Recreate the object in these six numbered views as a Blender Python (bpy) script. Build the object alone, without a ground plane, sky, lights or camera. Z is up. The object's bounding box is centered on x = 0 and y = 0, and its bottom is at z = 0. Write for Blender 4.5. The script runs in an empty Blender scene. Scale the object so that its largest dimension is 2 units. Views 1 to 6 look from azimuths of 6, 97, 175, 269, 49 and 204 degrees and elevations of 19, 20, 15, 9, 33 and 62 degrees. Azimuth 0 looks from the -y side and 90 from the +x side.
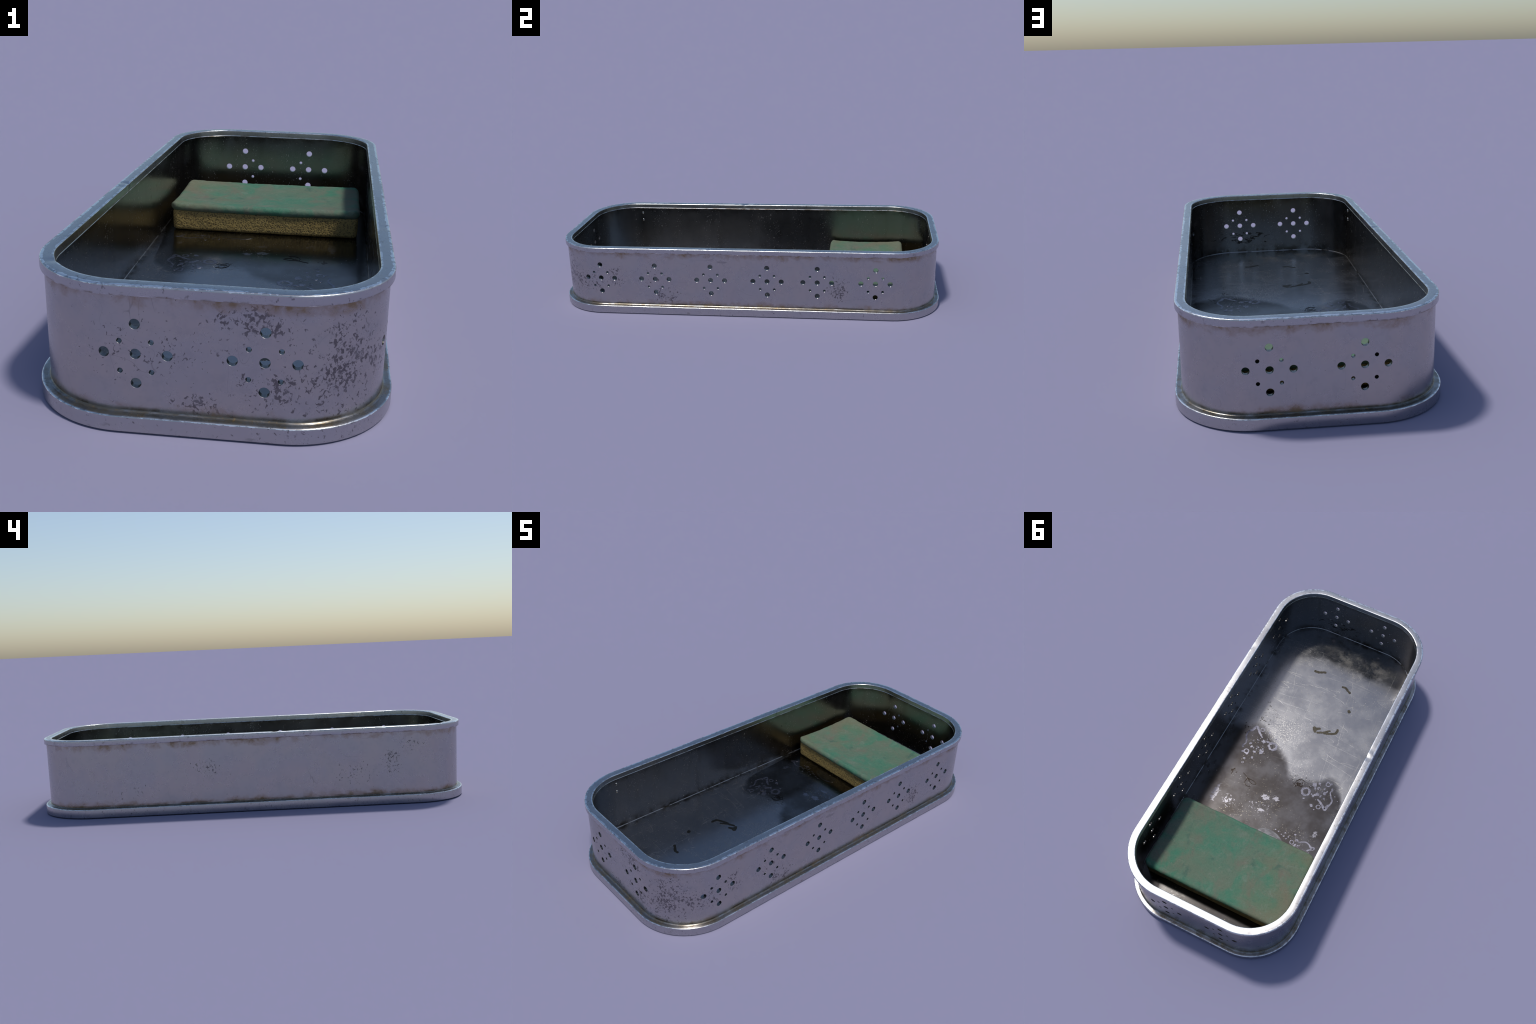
# A worn perforated metal washing-up tray with a two-layer scouring sponge in it.
import bpy, bmesh, math, random
from mathutils import Vector, noise

random.seed(7)
scene = bpy.context.scene

# ------------------------------------------------------------------ plan outline
HX, HY, RC = 0.440, 1.000, 0.255        # half width, half length, corner radius of the foot
CX, CY = HX - RC, HY - RC               # corner centres
FLOOR_Z = 0.040


def outline(n_corner=28, step=0.012):
    """Closed list of (centre, outward direction); a point inset by d is centre + (RC-d)*dir."""
    pts = []
    corners = [(CX, -CY, -90), (CX, CY, 0), (-CX, CY, 90), (-CX, -CY, 180)]
    for k, (x, y, a0) in enumerate(corners):
        for i in range(n_corner + 1):
            a = math.radians(a0 + 90 * i / n_corner)
            pts.append((Vector((x, y)), Vector((math.cos(a), math.sin(a)))))
        nx, ny, _ = corners[(k + 1) % 4]
        a = math.radians(a0 + 90)
        n = max(2, int(math.hypot(nx - x, ny - y) / step))
        for i in range(1, n):
            t = i / n
            pts.append((Vector((x + (nx - x) * t, y + (ny - y) * t)),
                        Vector((math.cos(a), math.sin(a)))))
    return pts


PATH = outline()


def inset_of(x, y):
    qx, qy = max(abs(x) - CX, 0), max(abs(y) - CY, 0)
    return RC - math.hypot(qx, qy)


def out_dir(x, y):
    qx, qy = max(abs(x) - CX, 0), max(abs(y) - CY, 0)
    v = Vector((math.copysign(qx, x), math.copysign(qy, y), 0))
    return v.normalized() if v.length > 1e-6 else Vector((0, 0, 1))


def link(name, mesh, parent=None, mats=()):
    ob = bpy.data.objects.new(name, mesh)
    scene.collection.objects.link(ob)
    for m in mats:
        mesh.materials.append(m)
    if parent:
        ob.parent = parent
    return ob


def loft(profile, closed=True, cap_bottom=False, cap_top=False, path=PATH):
    """Sweep a profile of (inset, z) round the outline; profile runs so that normals face out."""
    verts, faces = [], []
    n, m = len(path), len(profile)
    for c, d in path:
        for ins, z in profile:
            p = c + d * (RC - ins)
            verts.append((p.x, p.y, z))
    segs = m if closed else m - 1
    for i in range(n):
        j = (i + 1) % n
        for k in range(segs):
            l = (k + 1) % m
            faces.append((i * m + k, j * m + k, j * m + l, i * m + l))
    if cap_bottom:
        faces.append([i * m for i in range(n)][::-1])
    if cap_top:
        faces.append([i * m + m - 1 for i in range(n)])
    me = bpy.data.meshes.new("loft")
    me.from_pydata(verts, [], faces)
    me.update()
    return me


def rounded(points, radius, steps=3):
    """Round the corners of an open profile given as (inset, z, round?)."""
    out = []
    for i, (a, b, r) in enumerate(points):
        if not r or i in (0, len(points) - 1):
            out.append((a, b))
            continue
        p = Vector((a, b))
        q0, q1 = Vector(points[i - 1][:2]), Vector(points[i + 1][:2])
        rr = radius * r
        s, e = p + (q0 - p).normalized() * rr, p + (q1 - p).normalized() * rr
        for k in range(steps + 1):
            t = k / steps
            v = s * (1 - t) ** 2 + p * 2 * t * (1 - t) + e * t * t
            out.append((v.x, v.y))
    return out


def smooth(me, angle=50):
    me.polygons.foreach_set("use_smooth", [True] * len(me.polygons))
    me.set_sharp_from_angle(angle=math.radians(angle))


# ------------------------------------------------------------------ node helpers
class Graph:
    def __init__(self, name):
        self.mat = bpy.data.materials.new(name)
        self.mat.use_nodes = True
        self.nt = self.mat.node_tree
        self.bsdf = self.nt.nodes["Principled BSDF"]
        tc = self.nt.nodes.new("ShaderNodeTexCoord")
        self.P = tc.outputs["Object"]
        s = self.nt.nodes.new("ShaderNodeSeparateXYZ")
        self.nt.links.new(self.P, s.inputs[0])
        self.x, self.y, self.z = s.outputs

    def put(self, sock, v):
        if isinstance(v, bpy.types.NodeSocket):
            self.nt.links.new(v, sock)
        elif isinstance(v, tuple) and len(v) == 3 and sock.type == "RGBA":
            sock.default_value = (*v, 1)
        else:
            sock.default_value = v

    def m(self, op, a, b=0.0, c=None):
        n = self.nt.nodes.new("ShaderNodeMath")
        n.operation = op
        self.put(n.inputs[0], a)
        self.put(n.inputs[1], b)
        if c is not None:
            self.put(n.inputs[2], c)
        return n.outputs[0]

    def add(self, a, b): return self.m("ADD", a, b)
    def sub(self, a, b): return self.m("SUBTRACT", a, b)
    def mul(self, a, b): return self.m("MULTIPLY", a, b)
    def maxi(self, *v):
        o = v[0]
        for k in v[1:]:
            o = self.m("MAXIMUM", o, k)
        return o

    def ramp(self, v, a, b, c=0.0, d=1.0):
        n = self.nt.nodes.new("ShaderNodeMapRange")
        n.interpolation_type = "SMOOTHSTEP"
        for k, w in zip(("Value", "From Min", "From Max", "To Min", "To Max"), (v, a, b, c, d)):
            self.put(n.inputs[k], w)
        return n.outputs[0]

    def map(self, scale=(1, 1, 1), loc=(0, 0, 0), rot=(0, 0, 0)):
        n = self.nt.nodes.new("ShaderNodeMapping")
        n.inputs["Scale"].default_value = scale
        n.inputs["Location"].default_value = loc
        n.inputs["Rotation"].default_value = rot
        self.nt.links.new(self.P, n.inputs[0])
        return n.outputs[0]

    def noise(self, scale, detail=4.0, rough=0.55, dist=0.0, vec=None, loc=None):
        n = self.nt.nodes.new("ShaderNodeTexNoise")
        if vec is None:
            vec = self.P if loc is None else self.map(loc=loc)
        self.nt.links.new(vec, n.inputs["Vector"])
        for k, w in zip(("Scale", "Detail", "Roughness", "Distortion"), (scale, detail, rough, dist)):
            n.inputs[k].default_value = w
        return n.outputs[0]

    def voronoi(self, scale, feature="F1", vec=None, rnd=1.0):
        n = self.nt.nodes.new("ShaderNodeTexVoronoi")
        n.feature = feature
        self.nt.links.new(vec if vec is not None else self.P, n.inputs["Vector"])
        n.inputs["Scale"].default_value = scale
        n.inputs["Randomness"].default_value = rnd
        return n.outputs["Distance"]

    def mix(self, f, a, b):
        n = self.nt.nodes.new("ShaderNodeMix")
        n.data_type = "RGBA"
        self.put(n.inputs[0], f)
        self.put(n.inputs[6], a)
        self.put(n.inputs[7], b)
        return n.outputs[2]

    def lerp(self, f, a, b):
        n = self.nt.nodes.new("ShaderNodeMix")
        self.put(n.inputs[0], f)
        self.put(n.inputs[2], a)
        self.put(n.inputs[3], b)
        return n.outputs[0]

    def spot(self, c, r, soft=1.0):
        """1 inside an ellipsoid at c with radii r, fading to 0 at its border."""
        n = self.nt.nodes.new("ShaderNodeVectorMath")
        n.operation = "SUBTRACT"
        self.nt.links.new(self.P, n.inputs[0])
        n.inputs[1].default_value = c
        k = self.nt.nodes.new("ShaderNodeVectorMath")
        k.operation = "DIVIDE"
        self.nt.links.new(n.outputs[0], k.inputs[0])
        k.inputs[1].default_value = r
        l = self.nt.nodes.new("ShaderNodeVectorMath")
        l.operation = "LENGTH"
        self.nt.links.new(k.outputs[0], l.inputs[0])
        return self.ramp(l.outputs["Value"], 1.0, 1.0 - soft)

    def inset(self):
        """Distance inward from the foot's outline, the same rule as inset_of()."""
        qx = self.m("MAXIMUM", self.sub(self.m("ABSOLUTE", self.x), CX), 0)
        qy = self.m("MAXIMUM", self.sub(self.m("ABSOLUTE", self.y), CY), 0)
        return self.sub(RC, self.m("SQRT", self.add(self.mul(qx, qx), self.mul(qy, qy))))

    def edge(self, ins, d0, z0, rad):
        """1 on the profile corner (d0, z0), 0 at a distance rad from it."""
        a, b = self.sub(ins, d0), self.sub(self.z, z0)
        r = self.m("SQRT", self.add(self.mul(a, a), self.mul(b, b)))
        return self.ramp(r, rad, rad * 0.2)

    def segment(self, p, q, width):
        """1 along a slightly shaky scratch from p to q on the floor."""
        L = math.hypot(q[0] - p[0], q[1] - p[1])
        tx, ty = (q[0] - p[0]) / L, (q[1] - p[1]) / L
        dx, dy = self.sub(self.x, p[0]), self.sub(self.y, p[1])
        along = self.add(self.mul(dx, tx), self.mul(dy, ty))
        across = self.sub(self.mul(dy, tx), self.mul(dx, ty))
        across = self.add(across, self.mul(self.sub(self.noise(24, 4, 0.6), 0.5), 0.022))
        on = self.ramp(self.m("ABSOLUTE", across), width, width * 0.3)
        inside = self.mul(self.ramp(along, -0.01, 0.01), self.ramp(along, L + 0.01, L - 0.01))
        return self.mul(on, inside)

    def bump(self, height, strength, distance):
        n = self.nt.nodes.new("ShaderNodeBump")
        n.inputs["Strength"].default_value = strength
        n.inputs["Distance"].default_value = distance
        self.nt.links.new(height, n.inputs["Height"])
        self.nt.links.new(n.outputs[0], self.bsdf.inputs["Normal"])

    def curve(self, v, pts):
        """Float curve through (x, y) control points given in -1..1."""
        n = self.nt.nodes.new("ShaderNodeFloatCurve")
        c = n.mapping
        c.use_clip = False
        c.curves[0].points[0].location = pts[0]
        c.curves[0].points[1].location = pts[-1]
        for p in pts[1:-1]:
            c.curves[0].points.new(*p)
        c.update()
        self.put(n.inputs["Value"], v)
        return n.outputs[0]

    def contour(self, vec, scale, width, detail=1.0):
        """Thin hair lines: the contour of a noise at its middle value."""
        f = self.noise(scale, detail, 0.5, 0.0, vec)
        return self.ramp(self.m("ABSOLUTE", self.sub(f, 0.5)), width, width * 0.3)

    def finish(self, color, rough, metal=None):
        self.put(self.bsdf.inputs["Base Color"], color)
        self.put(self.bsdf.inputs["Roughness"], rough)
        if metal is not None:
            self.put(self.bsdf.inputs["Metallic"], metal)
        return self.mat


METAL_A, METAL_B = (0.468, 0.442, 0.425), (0.440, 0.432, 0.430)
FLECK = (0.135, 0.125, 0.13)
RUST = (0.245, 0.165, 0.088)
GRIME = (0.105, 0.085, 0.052)
BARE = (0.88, 0.88, 0.88)


def metal_base(g):
    f = g.ramp(g.noise(5.0, 5, 0.6), 0.42, 0.60)
    c = g.mix(f, METAL_A, METAL_B)
    fine = g.noise(420, 3, 0.7)
    c = g.mix(g.ramp(fine, 0.66, 0.76, 0, 0.5), c, (0.30, 0.28, 0.28))
    r = g.ramp(g.noise(9, 5, 0.6), 0.3, 0.7, 0.25, 0.31)
    return c, r


def flecks(g, where, lo=0.74, hi=0.495):
    """Dark flaked-off patches whose amount follows the mask 'where'."""
    f = g.noise(112, 5, 0.60, 0.6, g.map((1, 1, 0.85)))
    t = g.lerp(where, lo, hi)
    return g.ramp(g.sub(f, t), 0.0, 0.04)


def outside_metal():
    g = Graph("worn_outside_metal")
    c, r = metal_base(g)
    # clusters where the surface has flaked
    spots = [((0.30, -0.90, 0.17), (0.20, 0.20, 0.22), 1.0), ((0.12, -0.98, 0.28), (0.16, 0.10, 0.07), 1.0),
             ((0.16, -0.98, 0.12), (0.14, 0.10, 0.10), 0.8), ((0.0, -0.98, 0.07), (0.10, 0.1, 0.05), 0.8),
             ((-0.08, -0.98, 0.20), (0.34, 0.1, 0.15), 0.45),
             ((0.42, -0.66, 0.20), (0.1, 0.08, 0.09), 1.0), ((0.42, -0.80, 0.16), (0.1, 0.13, 0.12), 0.75),
             ((0.42, -0.40, 0.10), (0.1, 0.12, 0.08), 0.9), ((0.42, -0.47, 0.20), (0.1, 0.12, 0.10), 0.45),
             ((0.42, 0.48, 0.15), (0.1, 0.09, 0.11), 0.95),
             ((-0.42, -0.63, 0.19), (0.1, 0.07, 0.10), 1.0), ((-0.42, -0.72, 0.27), (0.1, 0.10, 0.05), 0.75),
             ((-0.42, 0.22, 0.20), (0.1, 0.10, 0.08), 0.75), ((-0.42, -0.45, 0.15), (0.1, 0.18, 0.10), 0.5),
             ((-0.42, 0.60, 0.12), (0.1, 0.25, 0.09), 0.4)]
    w = None
    cl = g.ramp(g.noise(15, 4, 0.65), 0.40, 0.60)
    for p, rad, k in spots:
        s = g.mul(g.spot(p, rad, 0.8), k)
        w = s if w is None else g.maxi(w, s)
    w = g.mul(w, g.lerp(cl, 0.55, 1.0))
    fl = flecks(g, g.add(w, 0.18))
    c = g.mix(g.mul(fl, 0.88), c, FLECK)
    fl2 = g.ramp(g.sub(g.noise(165, 4, 0.6, 0.4, None, (4, 4, 4)), g.lerp(w, 0.80, 0.55)), 0.0, 0.03)
    c = g.mix(g.mul(fl2, 0.7), c, FLECK)
    # tiny pits everywhere
    pit = g.ramp(g.noise(170, 2, 0.5, 0, None, (3, 1, 2)), 0.74, 0.78, 0, 0.7)
    c = g.mix(pit, c, (0.16, 0.15, 0.15))
    # fine hair scratches
    sc1 = g.mul(g.contour(g.map((1, 0.35, 1.6), rot=(0.3, 0.2, 0)), 6, 0.0018), g.ramp(g.noise(4, 2, 0.5, 0, None, (5, 2, 0)), 0.52, 0.62))
    sc2 = g.mul(g.contour(g.map((2.2, 2.2, 0.5), loc=(4, 3, 1), rot=(0.2, 0.3, 0)), 7, 0.002), g.ramp(g.noise(5, 2, 0.5, 0, None, (9, 7, 0)), 0.55, 0.63))
    c = g.mix(g.mul(g.maxi(sc1, sc2), 0.55), c, (0.22, 0.21, 0.21))
    # blotchy dull film
    film = g.ramp(g.noise(30, 8, 0.75, 0, None, (2, 8, 1)), 0.46, 0.72, 0, 0.40)
    c = g.mix(film, c, (0.34, 0.34, 0.35))
    # rust creeping from under the rim and out of the foot joint
    n1 = g.noise(17, 6, 0.62, 0.4, None, (1, 1, 5))
    n2 = g.noise(60, 4, 0.65, 0.0, None, (4, 1, 5))
    ph = g.noise(4.0, 2, 0.5, 0, None, (7, 3, 2))
    top = g.ramp(g.z, 0.272, 0.328)
    bot = g.ramp(g.z, 0.092, 0.046, 0.0, 0.82)
    reach = g.maxi(top, bot)
    rm = g.add(g.add(g.mul(reach, 0.34), g.mul(n1, 0.9)), g.add(g.mul(n2, 0.25), g.mul(ph, 0.55)))
    soft = g.mul(g.ramp(rm, 0.98, 1.20), g.ramp(reach, 0.0, 0.6))
    hard = g.mul(g.ramp(rm, 1.17, 1.33), g.ramp(reach, 0.12, 0.5))
    c = g.mix(g.mul(soft, 0.55), c, (0.31, 0.24, 0.185))
    c = g.mix(g.mul(hard, 0.85), c, RUST)
    dirt = g.mul(g.ramp(g.z, 0.057, 0.047), g.ramp(g.noise(13, 5, 0.65), 0.40, 0.62, 0.15, 0.85))
    c = g.mix(dirt, c, GRIME)
    r = g.add(r, g.add(g.mul(fl, 0.05), g.mul(hard, 0.2)))
    metal = g.lerp(g.mul(hard, 0.4), 1.0, 0.5)
    g.bump(g.add(g.mul(g.noise(210, 3, 0.6), 0.4), g.add(g.mul(fl, -0.8), g.mul(g.noise(30, 3, 0.5), 0.5))), 0.12, 0.002)
    return g.finish(c, r, metal)


def rim_metal(name, edges, tint=0.0):
    """Rim and foot: mottled metal whose exposed edges are rubbed bright in uneven nicks."""
    g = Graph(name)
    c, r = metal_base(g)
    c = g.mix(0.4, c, (0.50, 0.52, 0.55))  # base colour lightened and tinted blue for the sky mirrored in the top
    smudge = g.ramp(g.noise(34, 6, 0.68, 0.3, None, (3, 3, 3)), 0.60, 0.70)
    c = g.mix(g.mul(smudge, 0.7), c, (0.22, 0.21, 0.20))
    spots = g.add(0.42, g.mul(g.spot((0.30, -0.95, 0.02), (0.35, 0.25, 0.2), 0.9), 0.18))
    c = g.mix(g.mul(flecks(g, spots), 0.8), c, (0.17, 0.16, 0.16))
    streak = g.ramp(g.noise(22, 5, 0.65, 0.2, g.map((0.5, 2.4, 1))), 0.62, 0.70, 0, 0.55)
    c = g.mix(streak, c, (0.27, 0.27, 0.26))
    ins = g.inset()
    nick = g.noise(62, 5, 0.7, 0.2, None, (6, 2, 2))
    long_ = g.noise(7, 3, 0.6, 0, None, (2, 6, 2))
    wear = None
    for d0, z0, rad, k in edges:
        e = g.edge(ins, d0, z0, rad)
        v = g.add(g.mul(e, 0.70), g.add(g.mul(g.sub(nick, 0.5), 1.7), g.mul(g.sub(long_, 0.5), 1.1)))
        v = g.mul(g.mul(g.ramp(v, 0.60, 0.70), g.ramp(e, 0.0, 0.12)), k)
        wear = v if wear is None else g.maxi(wear, v)
    c = g.mix(wear, c, BARE)
    r = g.sub(r, g.mul(wear, 0.04))
    r = g.sub(r, 0.01)
    g.bump(g.add(g.mul(g.noise(160, 3, 0.6), 0.5), g.mul(g.noise(22, 3, 0.5), 0.3)), 0.05, 0.002)
    return g, c, r


def foot_metal():
    g, c, r = rim_metal("worn_foot_metal", [(0.0035, 0.0405, 0.0085, 1.0), (0.0, 0.0, 0.004, 0.4), (0.0170, 0.041, 0.003, 0.55)])
    ins = g.inset()
    ledge = g.mul(g.ramp(g.z, 0.034, 0.0385), g.ramp(ins, 0.0025, 0.006))
    n = g.noise(20, 6, 0.65, 0.4, None, (8, 1, 1))
    joint = g.ramp(ins, 0.017, 0.026)
    c = g.mix(g.mul(ledge, 0.6), c, (0.215, 0.21, 0.20))
    gm = g.mul(ledge, g.ramp(g.add(n, g.mul(joint, 0.22)), 0.44, 0.66, 0.10, 0.80))
    c = g.mix(gm, c, GRIME)
    spk = g.mul(ledge, g.ramp(g.noise(75, 5, 0.7, 0, g.map((1.6, 1, 1))), 0.56, 0.66, 0, 0.8))
    spk = g.mul(spk, g.ramp(n, 0.45, 0.6))
    c = g.mix(spk, c, (0.36, 0.235, 0.10))
    return g.finish(c, r, g.lerp(gm, 1.0, 0.75))


def rim_finish():
    g, c, r = rim_metal("worn_rim_metal", [(0.0180, 0.3530, 0.0110, 1.0), (0.0465, 0.3530, 0.0075, 0.8), (0.0135, 0.327, 0.004, 0.35)])
    dk = g.mul(g.ramp(g.z, 0.333, 0.328), g.ramp(g.noise(26, 5, 0.6), 0.45, 0.62, 0, 0.8))
    c = g.mix(dk, c, (0.20, 0.15, 0.10))
    return g.finish(c, r, 1.0)


def inside_metal():
    g = Graph("stained_inside_metal")
    c, r = metal_base(g)
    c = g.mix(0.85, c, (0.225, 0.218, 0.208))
    run = g.ramp(g.noise(22, 5, 0.65, 0.1, g.map((1, 1, 0.2))), 0.48, 0.75, 0, 0.4)
    c = g.mix(run, c, (0.13, 0.118, 0.10))
    # dark scuffs low on the -y end and on the -x wall beside the sponge
    w = g.maxi(g.spot((0.13, -0.96, 0.12), (0.28, 0.12, 0.08), 0.8), g.mul(g.spot((-0.40, 0.30, 0.24), (0.1, 0.22, 0.07), 0.8), 0.7))
    fl = g.ramp(g.sub(g.noise(46, 6, 0.66, 0.8, g.map((0.6, 1, 1.7))), g.lerp(w, 0.78, 0.53)), 0, 0.02)
    c = g.mix(g.mul(fl, 0.9), c, (0.03, 0.028, 0.025))
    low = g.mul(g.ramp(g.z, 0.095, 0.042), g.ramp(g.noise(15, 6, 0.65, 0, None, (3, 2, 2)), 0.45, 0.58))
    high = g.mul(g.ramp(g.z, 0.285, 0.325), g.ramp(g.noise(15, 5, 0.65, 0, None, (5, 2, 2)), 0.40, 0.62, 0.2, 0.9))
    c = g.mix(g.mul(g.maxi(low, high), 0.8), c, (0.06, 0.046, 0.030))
    # pale specks and vertical runs of dried droplets
    sp = g.mul(g.ramp(g.noise(190, 3, 0.6, 0, g.map((1, 1, 0.6), loc=(2, 2, 9))), 0.64, 0.70), g.ramp(g.noise(10, 3, 0.6, 0, g.map((1, 1, 0.25), loc=(1, 4, 2))), 0.42, 0.62))
    c = g.mix(g.mul(sp, 0.8), c, (0.55, 0.53, 0.50))
    g.bump(g.add(g.mul(g.noise(190, 3, 0.6), 0.4), g.add(g.mul(fl, -1.0), sp)), 0.10, 0.0015)
    rr = g.add(g.sub(r, 0.06), g.add(g.mul(fl, 0.1), g.mul(sp, 0.25)))
    return g.finish(c, rr, g.lerp(g.mul(sp, 0.15), 1.0, 0.0))


def floor_metal():
    g = Graph("wet_and_dry_floor_metal")
    c, r = metal_base(g)
    c = g.mix(0.9, c, (0.268, 0.270, 0.282))
    # puddle: everything beyond an uneven front line across the floor
    front = g.curve(g.x, [(-0.42, 0.60), (-0.37, 0.25), (-0.35, 0.05), (-0.305, -0.03), (-0.24, -0.063), (-0.18, -0.012),
                          (-0.10, 0.008), (-0.046, 0.015), (0.012, -0.05), (0.10, -0.111), (0.183, -0.169),
                          (0.25, -0.196), (0.317, -0.161), (0.42, -0.12)])
    wob = g.mul(g.sub(g.noise(14, 5, 0.6), 0.5), 0.05)
    wet = g.ramp(g.add(g.sub(g.y, front), wob), -0.030, 0.035)
    dry_r = g.ramp(g.noise(8, 6, 0.65), 0.35, 0.65, 0.21, 0.275)
    rough = g.lerp(wet, dry_r, 0.155)
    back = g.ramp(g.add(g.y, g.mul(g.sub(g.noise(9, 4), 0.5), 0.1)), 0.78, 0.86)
    # brown film in the puddle, stronger at its middle
    c = g.mix(g.mul(wet, g.ramp(g.noise(7, 4, 0.6), 0.35, 0.65, 0.65, 0.95)), c, (0.082, 0.073, 0.066))
    c = g.mix(g.mul(back, 0.8), c, (0.050, 0.048, 0.047))  # darker floor past the sponge
    # dull dark smear across the -y end
    end = g.mul(g.ramp(g.add(g.y, g.mul(g.sub(g.noise(6, 4, 0.6), 0.5), 0.22)), -0.74, -0.80), g.ramp(g.add(g.x, g.mul(g.noise(5, 3), 0.2)), 0.36, 0.22))
    c = g.mix(g.mul(end, g.ramp(g.noise(11, 6, 0.65), 0.30, 0.65, 0.30, 0.62)), c, (0.170, 0.162, 0.147))
    rough = g.add(rough, g.mul(end, -0.08))
    dust = g.mul(g.spot((-0.10, -0.83, 0.04), (0.28, 0.13, 0.1), 0.7), g.ramp(g.noise(13, 6, 0.7, 0, None, (1, 6, 1)), 0.42, 0.62))
    # pale limescale grains, golden specks and long scratches
    n = g.noise(150, 3, 0.65, 0, None, (3, 3, 0))
    band = g.maxi(g.spot((0.10, -0.22, 0.04), (0.22, 0.22, 0.1), 0.9), g.mul(g.ramp(g.noise(6, 4, 0.6, 0, None, (9, 1, 0)), 0.45, 0.65), 0.55))
    grain = g.ramp(g.sub(n, g.lerp(band, 0.71, 0.555)), 0, 0.035)
    gold = g.mul(g.ramp(g.noise(130, 3, 0.6, 0.4, None, (5, 7, 0)), 0.635, 0.69), g.ramp(g.noise(9, 3, 0.6, 0, None, (2, 7, 0)), 0.48, 0.60))
    s1 = g.contour(g.map((0.25, 2.6, 1), rot=(0, 0, 0.25)), 3.2, 0.0030, 1.0)
    s2 = g.contour(g.map((2.6, 0.25, 1), loc=(2, 1, 0), rot=(0, 0, 0.2)), 3.0, 0.0026, 1.0)
    s3 = g.contour(g.map((0.4, 3.4, 1), loc=(7, 3, 0), rot=(0, 0, -0.5)), 3.6, 0.0028, 1.0)
    s4 = g.contour(g.map((3.2, 0.35, 1), loc=(3, 8, 0), rot=(0, 0, 0.6)), 3.4, 0.0028, 1.0)
    scr = g.mul(g.maxi(s1, s2, s3, s4), g.mul(g.ramp(g.noise(7, 5, 0.65, 0, None, (1, 1, 0)), 0.42, 0.58), g.sub(1.0, g.mul(wet, 0.85))))
    # the longest gouges
    long_s = None
    for p, q, w in (((0.270, -0.512), (0.094, -0.566), 0.0035), ((0.094, -0.566), (-0.060, -0.594), 0.0022), ((-0.026, -0.834), (-0.090, -0.700), 0.0022),
                    ((-0.090, -0.700), (-0.128, -0.590), 0.0018), ((-0.100, -0.466), (-0.350, -0.516), 0.0022), ((-0.296, -0.870), (-0.302, -0.680), 0.0022),
                    ((0.16, -0.80), (0.02, -0.79), 0.0022), ((-0.16, -0.42), (-0.19, -0.24), 0.0030)):
        l = g.segment(p, q, w)
        long_s = l if long_s is None else g.maxi(long_s, l)
    scr = g.maxi(scr, g.mul(long_s, g.ramp(g.noise(60, 4, 0.7), 0.38, 0.58)))
    milky = g.mul(g.ramp(g.noise(22, 9, 0.78, 0.4, None, (4, 9, 0)), 0.47, 0.68), g.sub(1.0, g.mul(wet, 0.9)))
    pale = g.maxi(g.mul(grain, 0.7), g.maxi(g.mul(scr, 0.6), g.mul(milky, 0.18)))
    c = g.mix(pale, c, (0.34, 0.33, 0.315))
    c = g.mix(g.mul(dust, 0.4), c, (0.165, 0.155, 0.138))
    c = g.mix(g.mul(gold, 0.75), c, (0.215, 0.195, 0.145))
    # frothy soap dried to a lichen-like crust in ragged patches
    froth = None
    for p, rad, k in (((0.020, 0.190, 0.04), (0.050, 0.034, 0.1), 1.0), ((-0.035, 0.170, 0.04), (0.045, 0.030, 0.1), 1.0), ((0.008, 0.266, 0.04), (0.046, 0.022, 0.1), 1.0),
                      ((0.270, 0.280, 0.04), (0.035, 0.110, 0.1), 1.05), ((0.190, 0.290, 0.04), (0.080, 0.065, 0.1), 0.75), ((-0.300, 0.262, 0.04), (0.030, 0.055, 0.1), 0.85),
                      ((0.03, 0.25, 0.04), (0.20, 0.13, 0.1), 0.5), ((-0.27, 0.36, 0.04), (0.10, 0.05, 0.1), 0.5)):
        e = g.mul(g.spot(p, rad, 0.9), k)
        froth = e if froth is None else g.maxi(froth, e)
    crust = g.ramp(g.sub(g.noise(75, 7, 0.70, 0.5, None, (2, 5, 0)), g.lerp(froth, 0.72, 0.40)), 0.0, 0.05)
    c = g.mix(g.mul(crust, 0.9), c, (0.25, 0.248, 0.28))
    rough = g.lerp(crust, rough, 0.255)
    # grime caught along the wall joint, dark crumbs where the puddle dries
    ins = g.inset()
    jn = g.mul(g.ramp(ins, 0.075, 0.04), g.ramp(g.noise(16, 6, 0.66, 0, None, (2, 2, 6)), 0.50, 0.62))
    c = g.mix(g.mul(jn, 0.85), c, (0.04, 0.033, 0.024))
    cr_w = g.maxi(g.spot((0.22, -0.28, 0.04), (0.10, 0.16, 0.1), 0.8), g.maxi(g.spot((-0.12, 0.01, 0.04), (0.22, 0.10, 0.1), 0.8), g.mul(g.ramp(ins, 0.12, 0.05), 0.7)))
    cr = g.ramp(g.sub(g.noise(75, 4, 0.6, 0.6, g.map((0.8, 1.6, 1))), g.lerp(cr_w, 0.80, 0.60)), 0, 0.02)
    c = g.mix(g.mul(cr, 0.9), c, (0.035, 0.030, 0.027))
    nonmetal = g.mul(g.maxi(pale, g.maxi(dust, gold)), 0.10)
    rough = g.add(rough, g.mul(g.maxi(pale, g.maxi(dust, gold)), g.lerp(wet, 0.10, 0.20)))
    h = g.add(g.mul(g.noise(150, 3, 0.6), 0.3), g.add(g.mul(grain, 0.5), g.mul(scr, -0.5)))
    g.bump(g.mul(h, g.lerp(wet, 1.0, 0.25)), 0.12, 0.0015)
    return g.finish(c, rough, g.sub(1.0, nonmetal))


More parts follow.
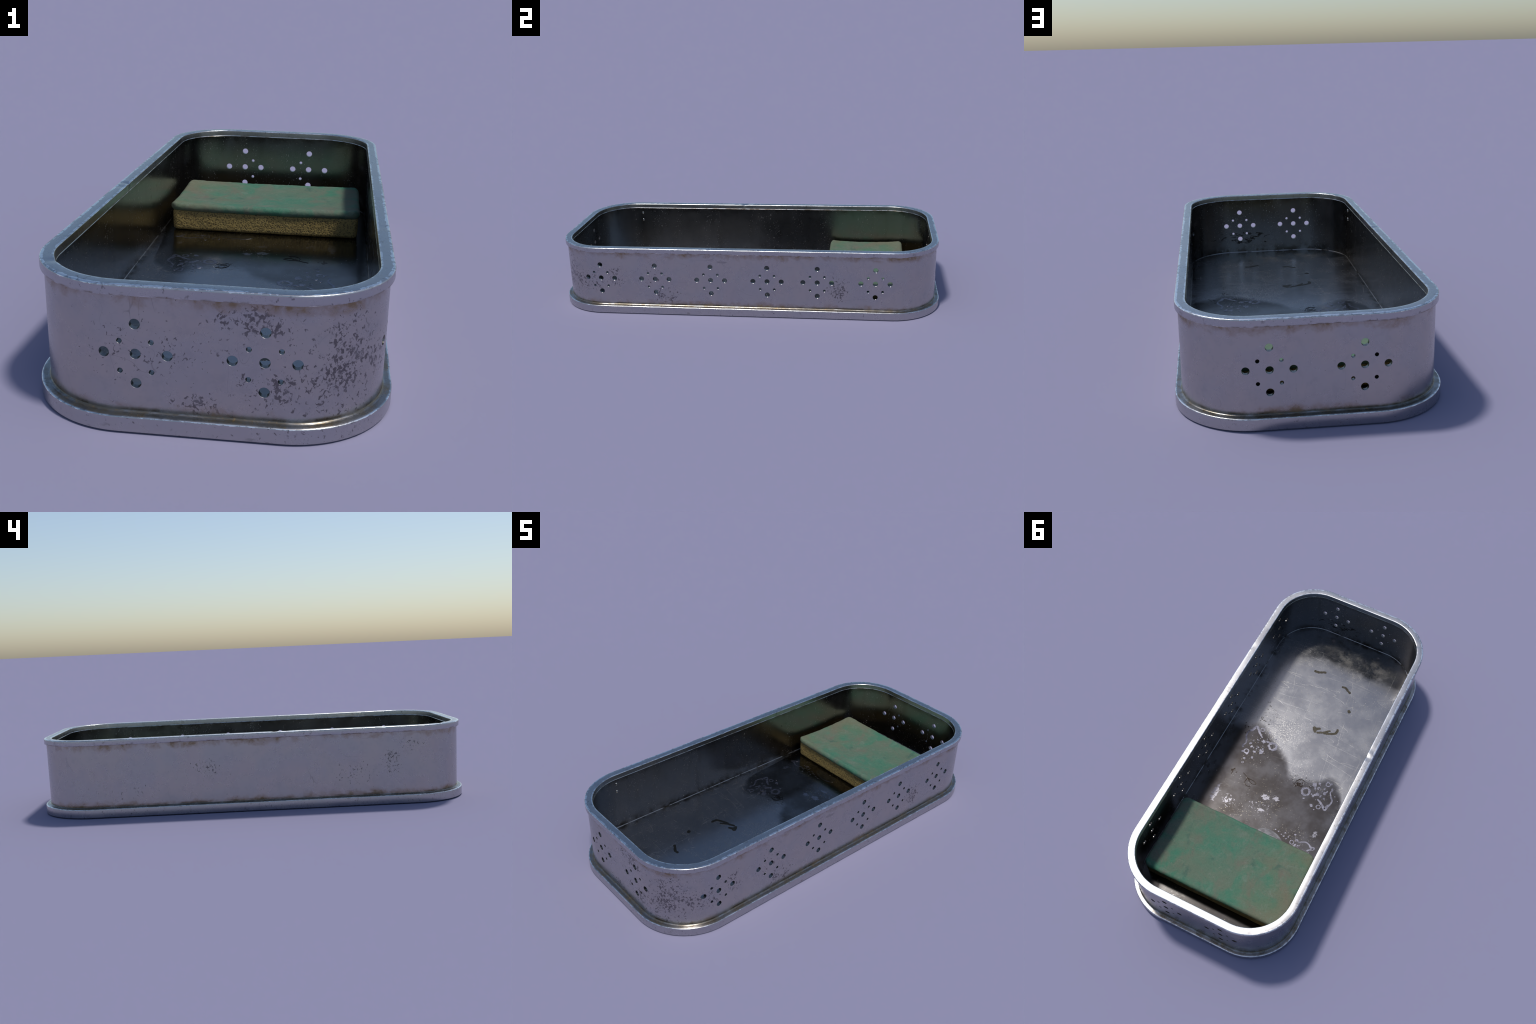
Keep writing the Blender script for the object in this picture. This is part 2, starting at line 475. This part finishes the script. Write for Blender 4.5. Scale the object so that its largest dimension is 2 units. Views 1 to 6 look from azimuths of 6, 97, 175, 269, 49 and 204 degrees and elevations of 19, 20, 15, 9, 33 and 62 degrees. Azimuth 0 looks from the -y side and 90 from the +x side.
def seam_metal():
    g = Graph("weld_seam_metal")
    c = g.mix(g.ramp(g.noise(18, 5, 0.6), 0.5, 0.62), (0.45, 0.44, 0.43), (0.06, 0.05, 0.035))
    return g.finish(c, 0.28, 1.0)


def suds_material():
    g = Graph("dried_soap_suds")
    c = g.mix(g.ramp(g.noise(60, 4, 0.6), 0.35, 0.65), (0.14, 0.14, 0.17), (0.245, 0.243, 0.285))
    pit = g.ramp(g.voronoi(210), 0.28, 0.12)
    c = g.mix(g.mul(pit, 0.5), c, (0.14, 0.13, 0.14))
    return g.finish(c, 0.255, 0.97)


def streak_material():
    g = Graph("dried_grime_streak")
    c = g.mix(g.ramp(g.noise(120, 3), 0.4, 0.6), (0.060, 0.054, 0.042), (0.080, 0.072, 0.056))
    return g.finish(c, 0.30, 0.99)


def hole_material():
    g = Graph("darkened_hole_wall_metal")
    c = g.mix(g.ramp(g.noise(90, 4), 0.4, 0.6), (0.15, 0.145, 0.14), (0.21, 0.205, 0.20))  # toned below the wall metal to dim the sunlit lower lips of the holes
    return g.finish(c, 0.30, 1.0)


def film_material():
    g = Graph("dried_soap_film")
    c = g.mix(g.ramp(g.noise(40, 5, 0.7, 0.3, g.map((1, 3, 1))), 0.4, 0.65), (0.075, 0.075, 0.081), (0.135, 0.137, 0.150))
    return g.finish(c, 0.245, 1.0)


def crumb_material():
    g = Graph("dark_dirt_crumb")
    return g.finish(g.mix(g.noise(90, 2), (0.018, 0.014, 0.012), (0.040, 0.032, 0.028)), 0.26, 0.98)


def pad_material():
    g = Graph("green_scouring_fibre")
    big = g.noise(5.5, 6, 0.62, 0.6, g.map((1.0, 1.3, 1)))
    c = g.mix(g.ramp(big, 0.34, 0.58), (0.033, 0.165, 0.100), (0.098, 0.142, 0.096))
    brown = g.ramp(g.noise(7, 7, 0.68, 0.8, g.map((1.3, 0.7, 1), loc=(5, 2, 1), rot=(0, 0, 0.7))), 0.46, 0.72)
    c = g.mix(g.mul(brown, 0.68), c, (0.150, 0.115, 0.092))
    mid = g.mul(g.spot((0.10, 0.58, 0.14), (0.36, 0.20, 0.2), 0.9), g.ramp(g.noise(7, 5, 0.65, 0, None, (3, 3, 1)), 0.38, 0.60))
    c = g.mix(g.mul(mid, 0.55), c, (0.030, 0.160, 0.098))
    left = g.mul(g.ramp(g.x, 0.05, -0.36), g.ramp(g.noise(6, 5, 0.6, 0, None, (8, 8, 1)), 0.35, 0.62))
    c = g.mix(g.mul(left, 0.6), c, (0.135, 0.130, 0.078))
    deep = g.ramp(g.noise(11, 6, 0.65, 0.4, None, (2, 9, 4)), 0.56, 0.70)
    c = g.mix(g.mul(deep, 0.55), c, (0.020, 0.085, 0.066))
    paleg = g.mul(g.ramp(g.noise(20, 8, 0.78, 0.6, None, (7, 1, 4)), 0.50, 0.70), 0.60)
    c = g.mix(paleg, c, (0.145, 0.195, 0.150))
    hair = g.mul(g.contour(g.map((1, 1, 1)), 26, 0.006, 3.0), g.ramp(g.noise(14, 3), 0.5, 0.65))
    c = g.mix(g.mul(hair, 0.7), c, (0.21, 0.20, 0.16))
    grain = g.noise(170, 5, 0.78)
    c = g.mix(g.ramp(grain, 0.52, 0.70, 0, 0.35), c, (0.17, 0.185, 0.14))
    c = g.mix(g.ramp(grain, 0.48, 0.30, 0, 0.45), c, (0.02, 0.05, 0.038))
    g.bump(g.add(g.mul(grain, 0.6), g.noise(55, 6, 0.75, 1.0)), 0.35, 0.003)
    return g.finish(c, 0.80, 0.0)


def foam_material():
    g = Graph("yellow_foam")
    v = g.voronoi(165, vec=g.map((1, 1, 1.15)))
    c = g.mix(g.ramp(v, 0.22, 0.58), (0.060, 0.042, 0.016), (0.275, 0.200, 0.062))
    c = g.mix(g.ramp(g.noise(18, 6, 0.7), 0.45, 0.65, 0, 0.45), c, (0.20, 0.155, 0.055))
    c = g.mix(g.ramp(g.noise(160, 3, 0.7), 0.58, 0.70, 0, 0.4), c, (0.36, 0.275, 0.10))
    g.bump(g.add(v, g.mul(g.noise(160, 3, 0.7), 0.6)), 0.45, 0.003)
    return g.finish(c, 0.75, 0.0)


OUTSIDE, INSIDE, RIM, FOOT = outside_metal(), inside_metal(), rim_finish(), foot_metal()
FLOOR, SEAM, SUDS, STREAK, CRUMB = floor_metal(), seam_metal(), suds_material(), streak_material(), crumb_material()
FILM = film_material()
HOLE = hole_material()
BLIND_BLACK = crumb_material()
BLIND_BLACK.name = "blind_hole_black"
PAD, FOAM = pad_material(), foam_material()

# ------------------------------------------------------------------ the tray
tray = bpy.data.objects.new("washing_up_tray", None)
scene.collection.objects.link(tray)
tray["label"] = "long rounded worn metal tray with punched hole clusters"
tray["category"] = "metal tray"

# foot flange: flat bottom, upright lip, narrow ledge, cove into the wall
cove = [(0.0170 + 0.0072 * math.sin(a), 0.041 + 0.008 * (1 - math.cos(a)))
        for a in (math.radians(90 * i / 6) for i in range(7))]
foot_prof = rounded([(0.06, 0.0, 0), (0.0, 0.0, 1.2), (0.0, 0.040, 1), (0.0170, 0.0405, 0)], 0.0035, 4)[1:] + cove
foot_prof[-1] = (0.0270, 0.0492)
me = loft(foot_prof, closed=False, cap_bottom=True)
smooth(me, 40)
link("foot_flange", me, tray, (FOOT,))

# side wall with the punched holes
WALL_OUT, WALL_IN = 0.0232, 0.038
zs = [0.030 + (0.340 - 0.030) * i / 8 for i in range(9)]
wall_prof = [(WALL_OUT, z) for z in zs] + [(WALL_IN, z) for z in zs[::-1]]
me = loft(wall_prof)
wall = link("side_wall", me, tray, (OUTSIDE, INSIDE, HOLE, BLIND_BLACK))

BIG, SMALL = 0.0124, 0.0063
ROSETTE = [(0, 0.0, BIG), (0.072, 0, BIG), (-0.072, 0, BIG), (0, 0.072, BIG), (0, -0.072, BIG),
           (0.036, 0.030, SMALL), (-0.036, 0.030, SMALL), (0.036, -0.043, SMALL), (-0.036, -0.043, SMALL)]
HOLE_Z = 0.1866


def punch(bm, centre, axis, r, depth_to=0.060):
    """A lathe-shaped punch along an inward axis; its mouth is flared for a chamfered hole edge."""
    side = axis.cross(Vector((0, 0, 1)))
    rings = []
    for depth, rad in ((-0.006, r + 0.0064), (0.0004, r), (depth_to, r)):
        rings.append([bm.verts.new(centre + axis * depth + (side * math.cos(t) + Vector((0, 0, 1)) * math.sin(t)) * rad)
                      for t in (math.tau * k / 32 for k in range(32))])
    for a, b in zip(rings, rings[1:]):
        for k in range(32):
            l = (k + 1) % 32
            bm.faces.new((a[k], a[l], b[l], b[k]))
    bm.faces.new(rings[0][::-1])
    bm.faces.new(rings[-1])


bm = bmesh.new()
clusters = [(Vector((x, s * (HY - WALL_OUT), HOLE_Z)), Vector((0, -s, 0))) for s in (-1, 1) for x in (-0.1448, 0.1440)]
clusters += [(Vector((HX - WALL_OUT, y, HOLE_Z)), Vector((-1, 0, 0))) for y in (-0.7412, -0.4538, -0.1646, 0.1246, 0.3776, 0.6668)]
for c, ax in clusters:
    side = ax.cross(Vector((0, 0, 1)))
    for du, dz, r in ROSETTE:
        at = c + side * du + Vector((0, 0, dz))
        blind = r == SMALL and at.y > 0.9 and abs(at.x) > 0.16      # two pairs were never punched through
        punch(bm, at, ax, r, 0.0125 if blind else 0.060)
bmesh.ops.recalc_face_normals(bm, faces=bm.faces)
cut_me = bpy.data.meshes.new("punches")
bm.to_mesh(cut_me)
bm.free()
cutter = link("hole_punches", cut_me)
mod = wall.modifiers.new("holes", "BOOLEAN")
mod.operation, mod.solver, mod.object = "DIFFERENCE", "EXACT", cutter
dg = bpy.context.evaluated_depsgraph_get()
new = bpy.data.meshes.new_from_object(wall.evaluated_get(dg))
wall.modifiers.clear()
wall.data = new
bpy.data.objects.remove(cutter)
me = wall.data
# faces keep the finish of their side, and the true normals of the rounded outline
for p in me.polygons:
    p.use_smooth = True
me.set_sharp_from_angle(angle=math.radians(35))
normals = [Vector((0, 0, 0))] * len(me.loops)
for p in me.polygons:
    n = out_dir(p.center.x, p.center.y)
    d = inset_of(p.center.x, p.center.y)
    f = p.normal.dot(n)
    p.material_index = (0 if d < 0.0275 else 1) if abs(f) > 0.6 or abs(p.normal.z) > 0.999 and p.center.z > 0.33 else 2
    if 0.030 < d < 0.0372 and f > 0.6:      # bottoms of the blind holes, coloured black
        p.material_index = 3
    if abs(f) > 0.93 and (d < 0.0252 or d > 0.0365):
        for li in p.loop_indices:
            co = me.vertices[me.loops[li].vertex_index].co
            normals[li] = out_dir(co.x, co.y) * (1 if f > 0 else -1)
me.normals_split_custom_set([tuple(v) for v in normals])

# rolled rim: square section with softened edges, a bead modelled under its inner lip to draw the glint line
rim_prof = rounded([(0.028, 0.3265, 0), (0.0135, 0.3265, 0.8), (0.0135, 0.3525, 1.15), (0.0495, 0.3525, 1.0),
                    (0.0495, 0.329, 0.4), (0.0508, 0.3275, 0.35), (0.0488, 0.3250, 0.4), (0.036, 0.3255, 0)], 0.0042, 5)
me = loft(rim_prof)
DENTS = [((-0.396, -0.100, 0.352), 0.010, 0.0035), ((-0.404, -0.150, 0.352), 0.016, 0.0018), ((-0.392, -0.078, 0.343), 0.008, 0.003),
         ((-0.392, -0.113, 0.343), 0.008, 0.003), ((-0.363, -0.858, 0.345), 0.013, 0.003), ((0.43, -0.45, 0.352), 0.015, 0.0012),
         ((0.1, 0.99, 0.352), 0.018, 0.001), ((-0.3, 0.94, 0.352), 0.014, 0.0012)]
for v in me.vertices:
    for c, rad, depth in DENTS:
        d = (v.co - Vector(c)).length / (rad * 1.6)
        if d < 1:
            k = depth * (1 - d * d) ** 2
            v.co += out_dir(v.co.x, v.co.y) * (k * 0.6)
            v.co.z -= k
smooth(me, 55)
link("rim", me, tray, (RIM,))

# floor plate and the weld seam where it meets the wall
me = bpy.data.meshes.new("floor_plate")
bm = bmesh.new()
top = [bm.verts.new((*(c + d * (RC - 0.0375)), FLOOR_Z)) for c, d in PATH]
low = [bm.verts.new((*(c + d * (RC - 0.0375)), 0.012)) for c, d in PATH]
bm.faces.new(top)
bm.faces.new(low[::-1])
for i in range(len(PATH)):
    j = (i + 1) % len(PATH)
    bm.faces.new((low[i], low[j], top[j], top[i]))
bm.to_mesh(me)
bm.free()
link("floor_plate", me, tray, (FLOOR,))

seam_prof = [(0.0372 + 0.0032 * math.sin(math.radians(a)), FLOOR_Z + 0.0008 + 0.0026 * math.cos(math.radians(a))) for a in range(0, 360, 36)]
me = loft(seam_prof)
smooth(me, 60)
link("weld_seam", me, tray, (SEAM,))

# two small bumps high on the plain long wall
me = bpy.data.meshes.new("wall_bump")
bm = bmesh.new()
bmesh.ops.create_uvsphere(bm, u_segments=20, v_segments=12, radius=1.0)
bmesh.ops.scale(bm, vec=(0.0035, 0.0058, 0.0075), verts=bm.verts)
bm.to_mesh(me)
bm.free()
smooth(me, 80)
me.materials.append(SEAM)
for z in (0.2925, 0.2490):
    ob = bpy.data.objects.new("wall_bump", me)
    scene.collection.objects.link(ob)
    ob.parent = tray
    ob.location = (-(HX - WALL_IN), -0.7365, z)


# ------------------------------------------------------------------ suds and dirt on the floor
def spline(pts, per=12):
    """Catmull-Rom through 2-D points."""
    out = []
    P = [pts[0]] + list(pts) + [pts[-1]]
    for i in range(1, len(P) - 2):
        a, b, c, d = (Vector(P[k]) for k in (i - 1, i, i + 1, i + 2))
        for k in range(per):
            t = k / per
            out.append(0.5 * ((2 * b) + (c - a) * t + (2 * a - 5 * b + 4 * c - d) * t * t + (3 * b - a - 3 * c + d) * t ** 3))
    out.append(Vector(P[-1]))
    return out


LAYER = [0]


def layer():
    """A slightly different height for every dab, so that no two lie in one plane."""
    LAYER[0] = (LAYER[0] + 7) % 23
    return LAYER[0] * 0.000012


def strip(bm, pts, width, height, jitter=0.25, closed=False, z=FLOOR_Z):
    """A low rounded ridge of wet stuff lying along a line on the floor."""
    n = len(pts)
    height += layer()
    length = sum((b - a).length for a, b in zip(pts, pts[1:]))
    run = 0.0
    rows = []
    for i, p in enumerate(pts):
        a = pts[(i - 1) % n] if closed else pts[max(i - 1, 0)]
        b = pts[(i + 1) % n] if closed else pts[min(i + 1, n - 1)]
        t = (b - a).normalized()
        s = Vector((-t.y, t.x))
        w = width(i / max(n - 1, 1)) if callable(width) else width
        run += (p - pts[i - 1]).length if i else 0
        if not closed:                                # round the two ends off
            e = min(1.0, (min(run, length - run) + 0.0006) / (w * 0.5))
            w *= math.sqrt(max(0.02, 1 - (1 - e) ** 2))
        row = []
        for u in (-1.0, -0.96, -0.4, 0.0, 0.4, 0.96, 1.0):
            e = 1 + jitter * noise.fractal(Vector((p.x * 95 + (3.7 if u > 0 else 0), p.y * 95, 1.5)), 1.0, 2.0, 3)
            q = p + s * (u * w * 0.5 * e)
            row.append(bm.verts.new((q.x, q.y, z + (height if abs(u) < 0.97 else -0.0003))))
        rows.append(row)
    m = n if closed else n - 1
    for i in range(m):
        a, b = rows[i], rows[(i + 1) % n]
        for k in range(6):
            bm.faces.new((a[k], b[k], b[k + 1], a[k + 1]))
    if not closed:
        for row, flip in ((rows[0], False), (rows[-1], True)):
            bm.faces.new(row if not flip else row[::-1])


def ring(bm, c, r, width, height=0.0003, squash=1.0, jitter=0.8):
    n = 60
    pts = [Vector((c[0] + r * math.cos(math.tau * i / n) * (1 + 0.06 * math.sin(3 * i)),
                   c[1] + r * squash * math.sin(math.tau * i / n))) for i in range(n)]
    strip(bm, pts, width, height, jitter, True)


def blob(bm, c, r, height=None, sides=15):
    """A flat irregular dab."""
    height = (height or 0.0009) * 0.3 + layer()
    ph, st, rot = random.uniform(0, 9), random.uniform(0.55, 1.0), random.uniform(0, 3.14)
    rings = []
    for f, h in ((1.0, -0.0003), (0.95, height), (0.5, height)):
        row = []
        for i in range(sides):
            a = math.tau * i / sides
            k = r * f * (1 + 0.75 * noise.noise(Vector((math.cos(a) * 1.9 + ph, math.sin(a) * 1.9, ph * 3.1))))
            u, v = k * math.cos(a), k * math.sin(a) * st
            row.append(bm.verts.new((c[0] + u * math.cos(rot) - v * math.sin(rot), c[1] + u * math.sin(rot) + v * math.cos(rot), FLOOR_Z + h)))
        rings.append(row)
    for a, b in zip(rings, rings[1:]):
        for i in range(sides):
            j = (i + 1) % sides
            bm.faces.new((a[i], a[j], b[j], b[i]))
    bm.faces.new(rings[-1])


def done(bm, name, mat, parent=tray, stuff=True):
    bmesh.ops.recalc_face_normals(bm, faces=bm.faces)
    me = bpy.data.meshes.new(name)
    bm.to_mesh(me)
    bm.free()
    smooth(me, 12)
    ob = link(name, me, parent, (mat,))
    if stuff:
        ob["kind"] = "stuff"
    return ob


def fat_middle(lo, hi, peak):
    return lambda t: lo + (hi - lo) * math.exp(-((t - peak) / 0.16) ** 2) + 0.0015 * math.sin(23 * t)


bm = bmesh.new()
# three splashes, each an open ridge with rings and scattered dabs
strip(bm, spline([(0.266, -0.027), (0.273, -0.039), (0.265, -0.057), (0.272, -0.079), (0.284, -0.102), (0.284, -0.131),
                  (0.269, -0.150), (0.260, -0.177), (0.244, -0.168), (0.223, -0.146), (0.198, -0.127)]), fat_middle(0.008, 0.017, 0.70), 0.0003)
strip(bm, spline([(-0.272, -0.017), (-0.278, -0.007), (-0.274, 0.010), (-0.288, 0.033), (-0.301, 0.050), (-0.301, 0.072),
                  (-0.291, 0.092), (-0.287, 0.113), (-0.266, 0.097), (-0.247, 0.084), (-0.227, 0.076)]), fat_middle(0.008, 0.017, 0.70), 0.0003)
strip(bm, spline([(-0.225, 0.337), (-0.236, 0.332), (-0.246, 0.339), (-0.278, 0.324), (-0.299, 0.328), (-0.314, 0.338),
                  (-0.330, 0.337), (-0.327, 0.345), (-0.312, 0.355), (-0.303, 0.366)]), fat_middle(0.007, 0.014, 0.65), 0.0003)
for c, r, w in (((0.239, -0.014), 0.0125, 0.0065), ((0.124, -0.103), 0.021, 0.0115), ((-0.154, 0.062), 0.0205, 0.0115), ((-0.244, -0.029), 0.0115, 0.006),
                ((-0.215, 0.356), 0.010, 0.0055), ((0.220, -0.173), 0.0105, 0.004), ((-0.251, 0.114), 0.0105, 0.006), ((0.225, 0.056), 0.005, 0.003)):
    ring(bm, c, r, w)
for c, r in (((0.177, -0.174), 0.008), ((0.126, -0.151), 0.006), ((-0.214, 0.122), 0.0115), ((-0.162, 0.103), 0.007), ((-0.237, 0.138), 0.004),
             ((0.182, -0.109), 0.013), ((0.161, -0.117), 0.011), ((0.150, -0.115), 0.006), ((0.163, -0.044), 0.016), ((0.172, -0.052), 0.011), ((0.193, 0.008), 0.008), ((0.229, 0.030), 0.009),
             ((0.227, -0.052), 0.008), ((0.240, -0.067), 0.009), ((0.257, -0.005), 0.007), ((0.216, -0.105), 0.006), ((0.198, -0.029), 0.009),
             ((0.165, -0.065), 0.007), ((0.191, -0.064), 0.006), ((0.196, -0.052), 0.005), ((0.214, -0.049), 0.005), ((0.228, -0.003), 0.008),
             ((-0.180, 0.005), 0.014), ((-0.186, 0.012), 0.010), ((-0.201, -0.014), 0.007), ((-0.192, 0.024), 0.007), ((-0.206, 0.011), 0.007), ((-0.208, 0.021), 0.006),
             ((-0.237, 0.004), 0.008), ((-0.256, 0.016), 0.008), ((-0.248, 0.028), 0.010), ((-0.236, 0.053), 0.008), ((-0.214, 0.050), 0.011), ((-0.206, 0.058), 0.009),
             ((-0.199, 0.067), 0.009), ((-0.188, 0.062), 0.007), ((-0.236, -0.041), 0.006), ((-0.260, -0.040), 0.006), ((-0.198, -0.043), 0.005), ((-0.258, 0.057), 0.005), ((-0.305, 0.021), 0.004),
             ((-0.109, 0.329), 0.005), ((-0.128, 0.331), 0.005), ((-0.148, 0.340), 0.005), ((-0.163, 0.344), 0.005), ((-0.180, 0.352), 0.005),
             ((-0.163, 0.324), 0.006), ((-0.187, 0.337), 0.005), ((-0.213, 0.310), 0.006), ((-0.235, 0.365), 0.009), ((-0.250, 0.360), 0.006)):
    blob(bm, c, r)
for cx, cy in ((0.200, -0.070), (-0.225, 0.030), (-0.255, 0.352)):
    for _ in range(26):
        blob(bm, (cx + random.gauss(0, 0.034), cy + random.gauss(0, 0.040)), random.uniform(0.0014, 0.0034), 0.0010, 7)
done(bm, "soap_suds", SUDS)

# a thin half-moon film of dried soap at the sponge's front
bm = bmesh.new()
arc = spline([(-0.030, 0.366), (-0.041, 0.355), (-0.072, 0.344), (-0.113, 0.345), (-0.145, 0.357), (-0.168, 0.373)], 8)
base = [Vector((p.x * 0.92 - 0.008, 0.400 + (p.y - 0.38) * 0.05)) for p in arc]
rows = [[bm.verts.new((*(a.lerp(b, t)), FLOOR_Z + h)) for a, b in zip(arc, base)] for t, h in ((0, -0.0003), (0.01, 0.0005), (0.6, 0.0005), (1, 0.0005))]
for r0, r1 in zip(rows, rows[1:]):
    for i in range(len(arc) - 1):
        bm.faces.new((r0[i], r0[i + 1], r1[i + 1], r1[i]))
done(bm, "soap_film", FILM, stuff=False)

# brown-grey smears of dried grime
STREAKS = [([(0.136, -0.664), (0.120, -0.662), (0.105, -0.666), (0.085, -0.676), (0.068, -0.682)], 0.017),
           ([(-0.051, -0.633), (-0.073, -0.637), (-0.090, -0.626), (-0.114, -0.612)], 0.017),
           ([(-0.152, -0.509), (-0.160, -0.489)], 0.016),
           ([(-0.019, -0.316), (-0.030, -0.312), (-0.044, -0.300)], 0.027),
           ([(-0.034, -0.312), (-0.048, -0.319), (-0.061, -0.327)], 0.017),
           ([(-0.026, -0.306), (-0.038, -0.297), (-0.048, -0.294)], 0.014),
           ([(-0.050, -0.293), (-0.070, -0.303), (-0.090, -0.314), (-0.116, -0.338)], 0.015),
           ([(-0.086, -0.306), (-0.105, -0.312), (-0.119, -0.319), (-0.142, -0.330), (-0.149, -0.348), (-0.149, -0.366)], 0.016)]
for pts, w in STREAKS:
    bm = bmesh.new()
    strip(bm, spline(pts, 8), w * 0.85, 0.0005, 0.5)
    done(bm, "grime_streak", STREAK, stuff=False)

# dark dirt: a thread, a few crumb heaps and loose crumbs
bm = bmesh.new()
strip(bm, spline([(0.191, 0.112), (0.172, 0.120), (0.155, 0.129), (0.122, 0.131), (0.101, 0.141), (0.119, 0.150), (0.144, 0.140), (0.158, 0.130)], 8), 0.0032, 0.0010, 0.5)
strip(bm, spline([(0.155, 0.129), (0.160, 0.155), (0.144, 0.172), (0.119, 0.170)], 8), 0.0030, 0.0010, 0.5)
strip(bm, spline([(-0.080, 0.046), (-0.086, 0.022), (-0.102, 0.008), (-0.126, 0.010)], 8), 0.0030, 0.0008, 0.5)
for c, spread, count, big in (((0.246, 0.121), 0.008, 14, 0.006), ((0.150, 0.131), 0.004, 6, 0.004), ((0.122, 0.172), 0.005, 6, 0.004), ((-0.098, 0.038), 0.010, 30, 0.006),
                              ((-0.094, 0.030), 0.018, 26, 0.003), ((0.293, -0.150), 0.022, 16, 0.004), ((0.255, -0.232), 0.012, 8, 0.005), ((0.262, -0.330), 0.016, 8, 0.004)):
    for _ in range(count):
        blob(bm, (c[0] + random.gauss(0, spread), c[1] + random.gauss(0, spread)), random.uniform(0.3, 1.0) * big, 0.0009, 7)
done(bm, "dirt_crumbs", CRUMB)


# ------------------------------------------------------------------ the sponge
def rounded_box(name, lo, hi, r, step, shape):
    """A finely meshed box with edge radius r; shape(p, n) moves each surface point."""
    dims = [hi[i] - lo[i] for i in range(3)]
    cells = [max(4, round(d / step)) for d in dims]
    bm = bmesh.new()
    index = {}

    def vert(i, j, k):
        key = (i, j, k)
        if key not in index:
            q = Vector([lo[a] + dims[a] * t / cells[a] for a, t in enumerate(key)])
            core = Vector([min(max(q[a], lo[a] + r[a]), hi[a] - r[a]) for a in range(3)])
            d = q - core
            e = Vector([d[a] / r[a] for a in range(3)])
            if e.length > 1e-9:
                e.normalize()
            p = core + Vector([e[a] * r[a] for a in range(3)])
            index[key] = bm.verts.new(shape(p, e))
        return index[key]

    for ax in range(3):
        a, b = (ax + 1) % 3, (ax + 2) % 3
        for side in (0, cells[ax]):
            for i in range(cells[a]):
                for j in range(cells[b]):
                    quad = []
                    for di, dj in ((0, 0), (1, 0), (1, 1), (0, 1)):
                        k = [0, 0, 0]
                        k[ax], k[a], k[b] = side, i + di, j + dj
                        quad.append(vert(*k))
                    bm.faces.new(quad if side else quad[::-1])
    me = bpy.data.meshes.new(name)
    bm.to_mesh(me)
    bm.free()
    me.polygons.foreach_set("use_smooth", [True] * len(me.polygons))
    return me


sponge = bpy.data.objects.new("scouring_sponge", None)
scene.collection.objects.link(sponge)
sponge["label"] = "used two-layer sponge, green scouring pad over yellow foam"
sponge["category"] = "kitchen sponge"
sponge.location = (0, 0, 0)

SPONGE_Y = 0.619


def pad_lift(x, y):
    """The scourer has dried with its corners and its short edges curled up."""
    return 0.004 * (x / 0.34) ** 2 + 0.0100 * ((y - SPONGE_Y) / 0.2) ** 2 - 0.004


PAD_LO, PAD_HI = (-0.3740, 0.4105, 0.1095), (0.3720, 0.8255, 0.1430)


def round_plan(q, lo, hi, rp):
    """Pull the four upright corners of a box in to a plan radius rp (square to disc)."""
    cx, cy = (lo[0] + hi[0]) / 2, (lo[1] + hi[1]) / 2
    hx, hy = (hi[0] - lo[0]) / 2, (hi[1] - lo[1]) / 2
    dx, dy = (abs(q.x - cx) - (hx - rp)) / rp, (abs(q.y - cy) - (hy - rp)) / rp
    if dx > 0 and dy > 0:
        u, v = dx * math.sqrt(max(0, 1 - dy * dy / 2)), dy * math.sqrt(max(0, 1 - dx * dx / 2))
        q.x = cx + math.copysign(hx - rp + u * rp, q.x - cx)
        q.y = cy + math.copysign(hy - rp + v * rp, q.y - cy)


def pad_shape(p, n):
    q = p.copy()
    round_plan(q, PAD_LO, PAD_HI, 0.040)
    q.z += pad_lift(p.x, p.y)
    if p.z > 0.125:                                   # a slight raised lip along front and back
        e = p.y - PAD_LO[1]
        side = min(p.x - PAD_LO[0], PAD_HI[0] - p.x)
        q.z += 0.0022 * math.exp(-((e - 0.016) / 0.013) ** 2) * min(1, side / 0.05) - 0.0010
    k = 0.0016 * noise.fractal(Vector((p.x * 12, p.y * 12, p.z * 12)), 1.0, 2.0, 3)
    k += 0.0008 * noise.fractal(Vector((p.x * 70, p.y * 70, p.z * 70)), 1.0, 2.0, 2)
    q += n * k
    q.x += 0.003 * noise.noise(Vector((0.3, p.y * 7, 2.0)))
    q.y += 0.002 * noise.noise(Vector((p.x * 6, 0.3, 4.0)))
    return q


me = rounded_box("scouring_pad", PAD_LO, PAD_HI, (0.0190, 0.0170, 0.0160), 0.0036, pad_shape)
link("scouring_pad", me, sponge, (PAD,))


def foam_shape(p, n):
    q = p.copy()
    if p.z > 0.09:
        q.z += pad_lift(p.x, p.y)
    s = Vector((p.x * 125, p.y * 125, p.z * 135))
    d = noise.voronoi(s)[0][0]
    k = -0.0016 * max(0.0, 0.55 - d) / 0.55
    k += 0.0012 * noise.fractal(Vector((p.x * 14, p.y * 14, p.z * 14)), 1.0, 2.0, 2)
    q += n * k
    return q


me = rounded_box("foam_block", (-0.3635, 0.4180, FLOOR_Z - 0.0005), (0.3655, 0.8180, 0.1180), (0.022, 0.018, 0.014), 0.0036, foam_shape)
link("foam_block", me, sponge, (FOAM,))
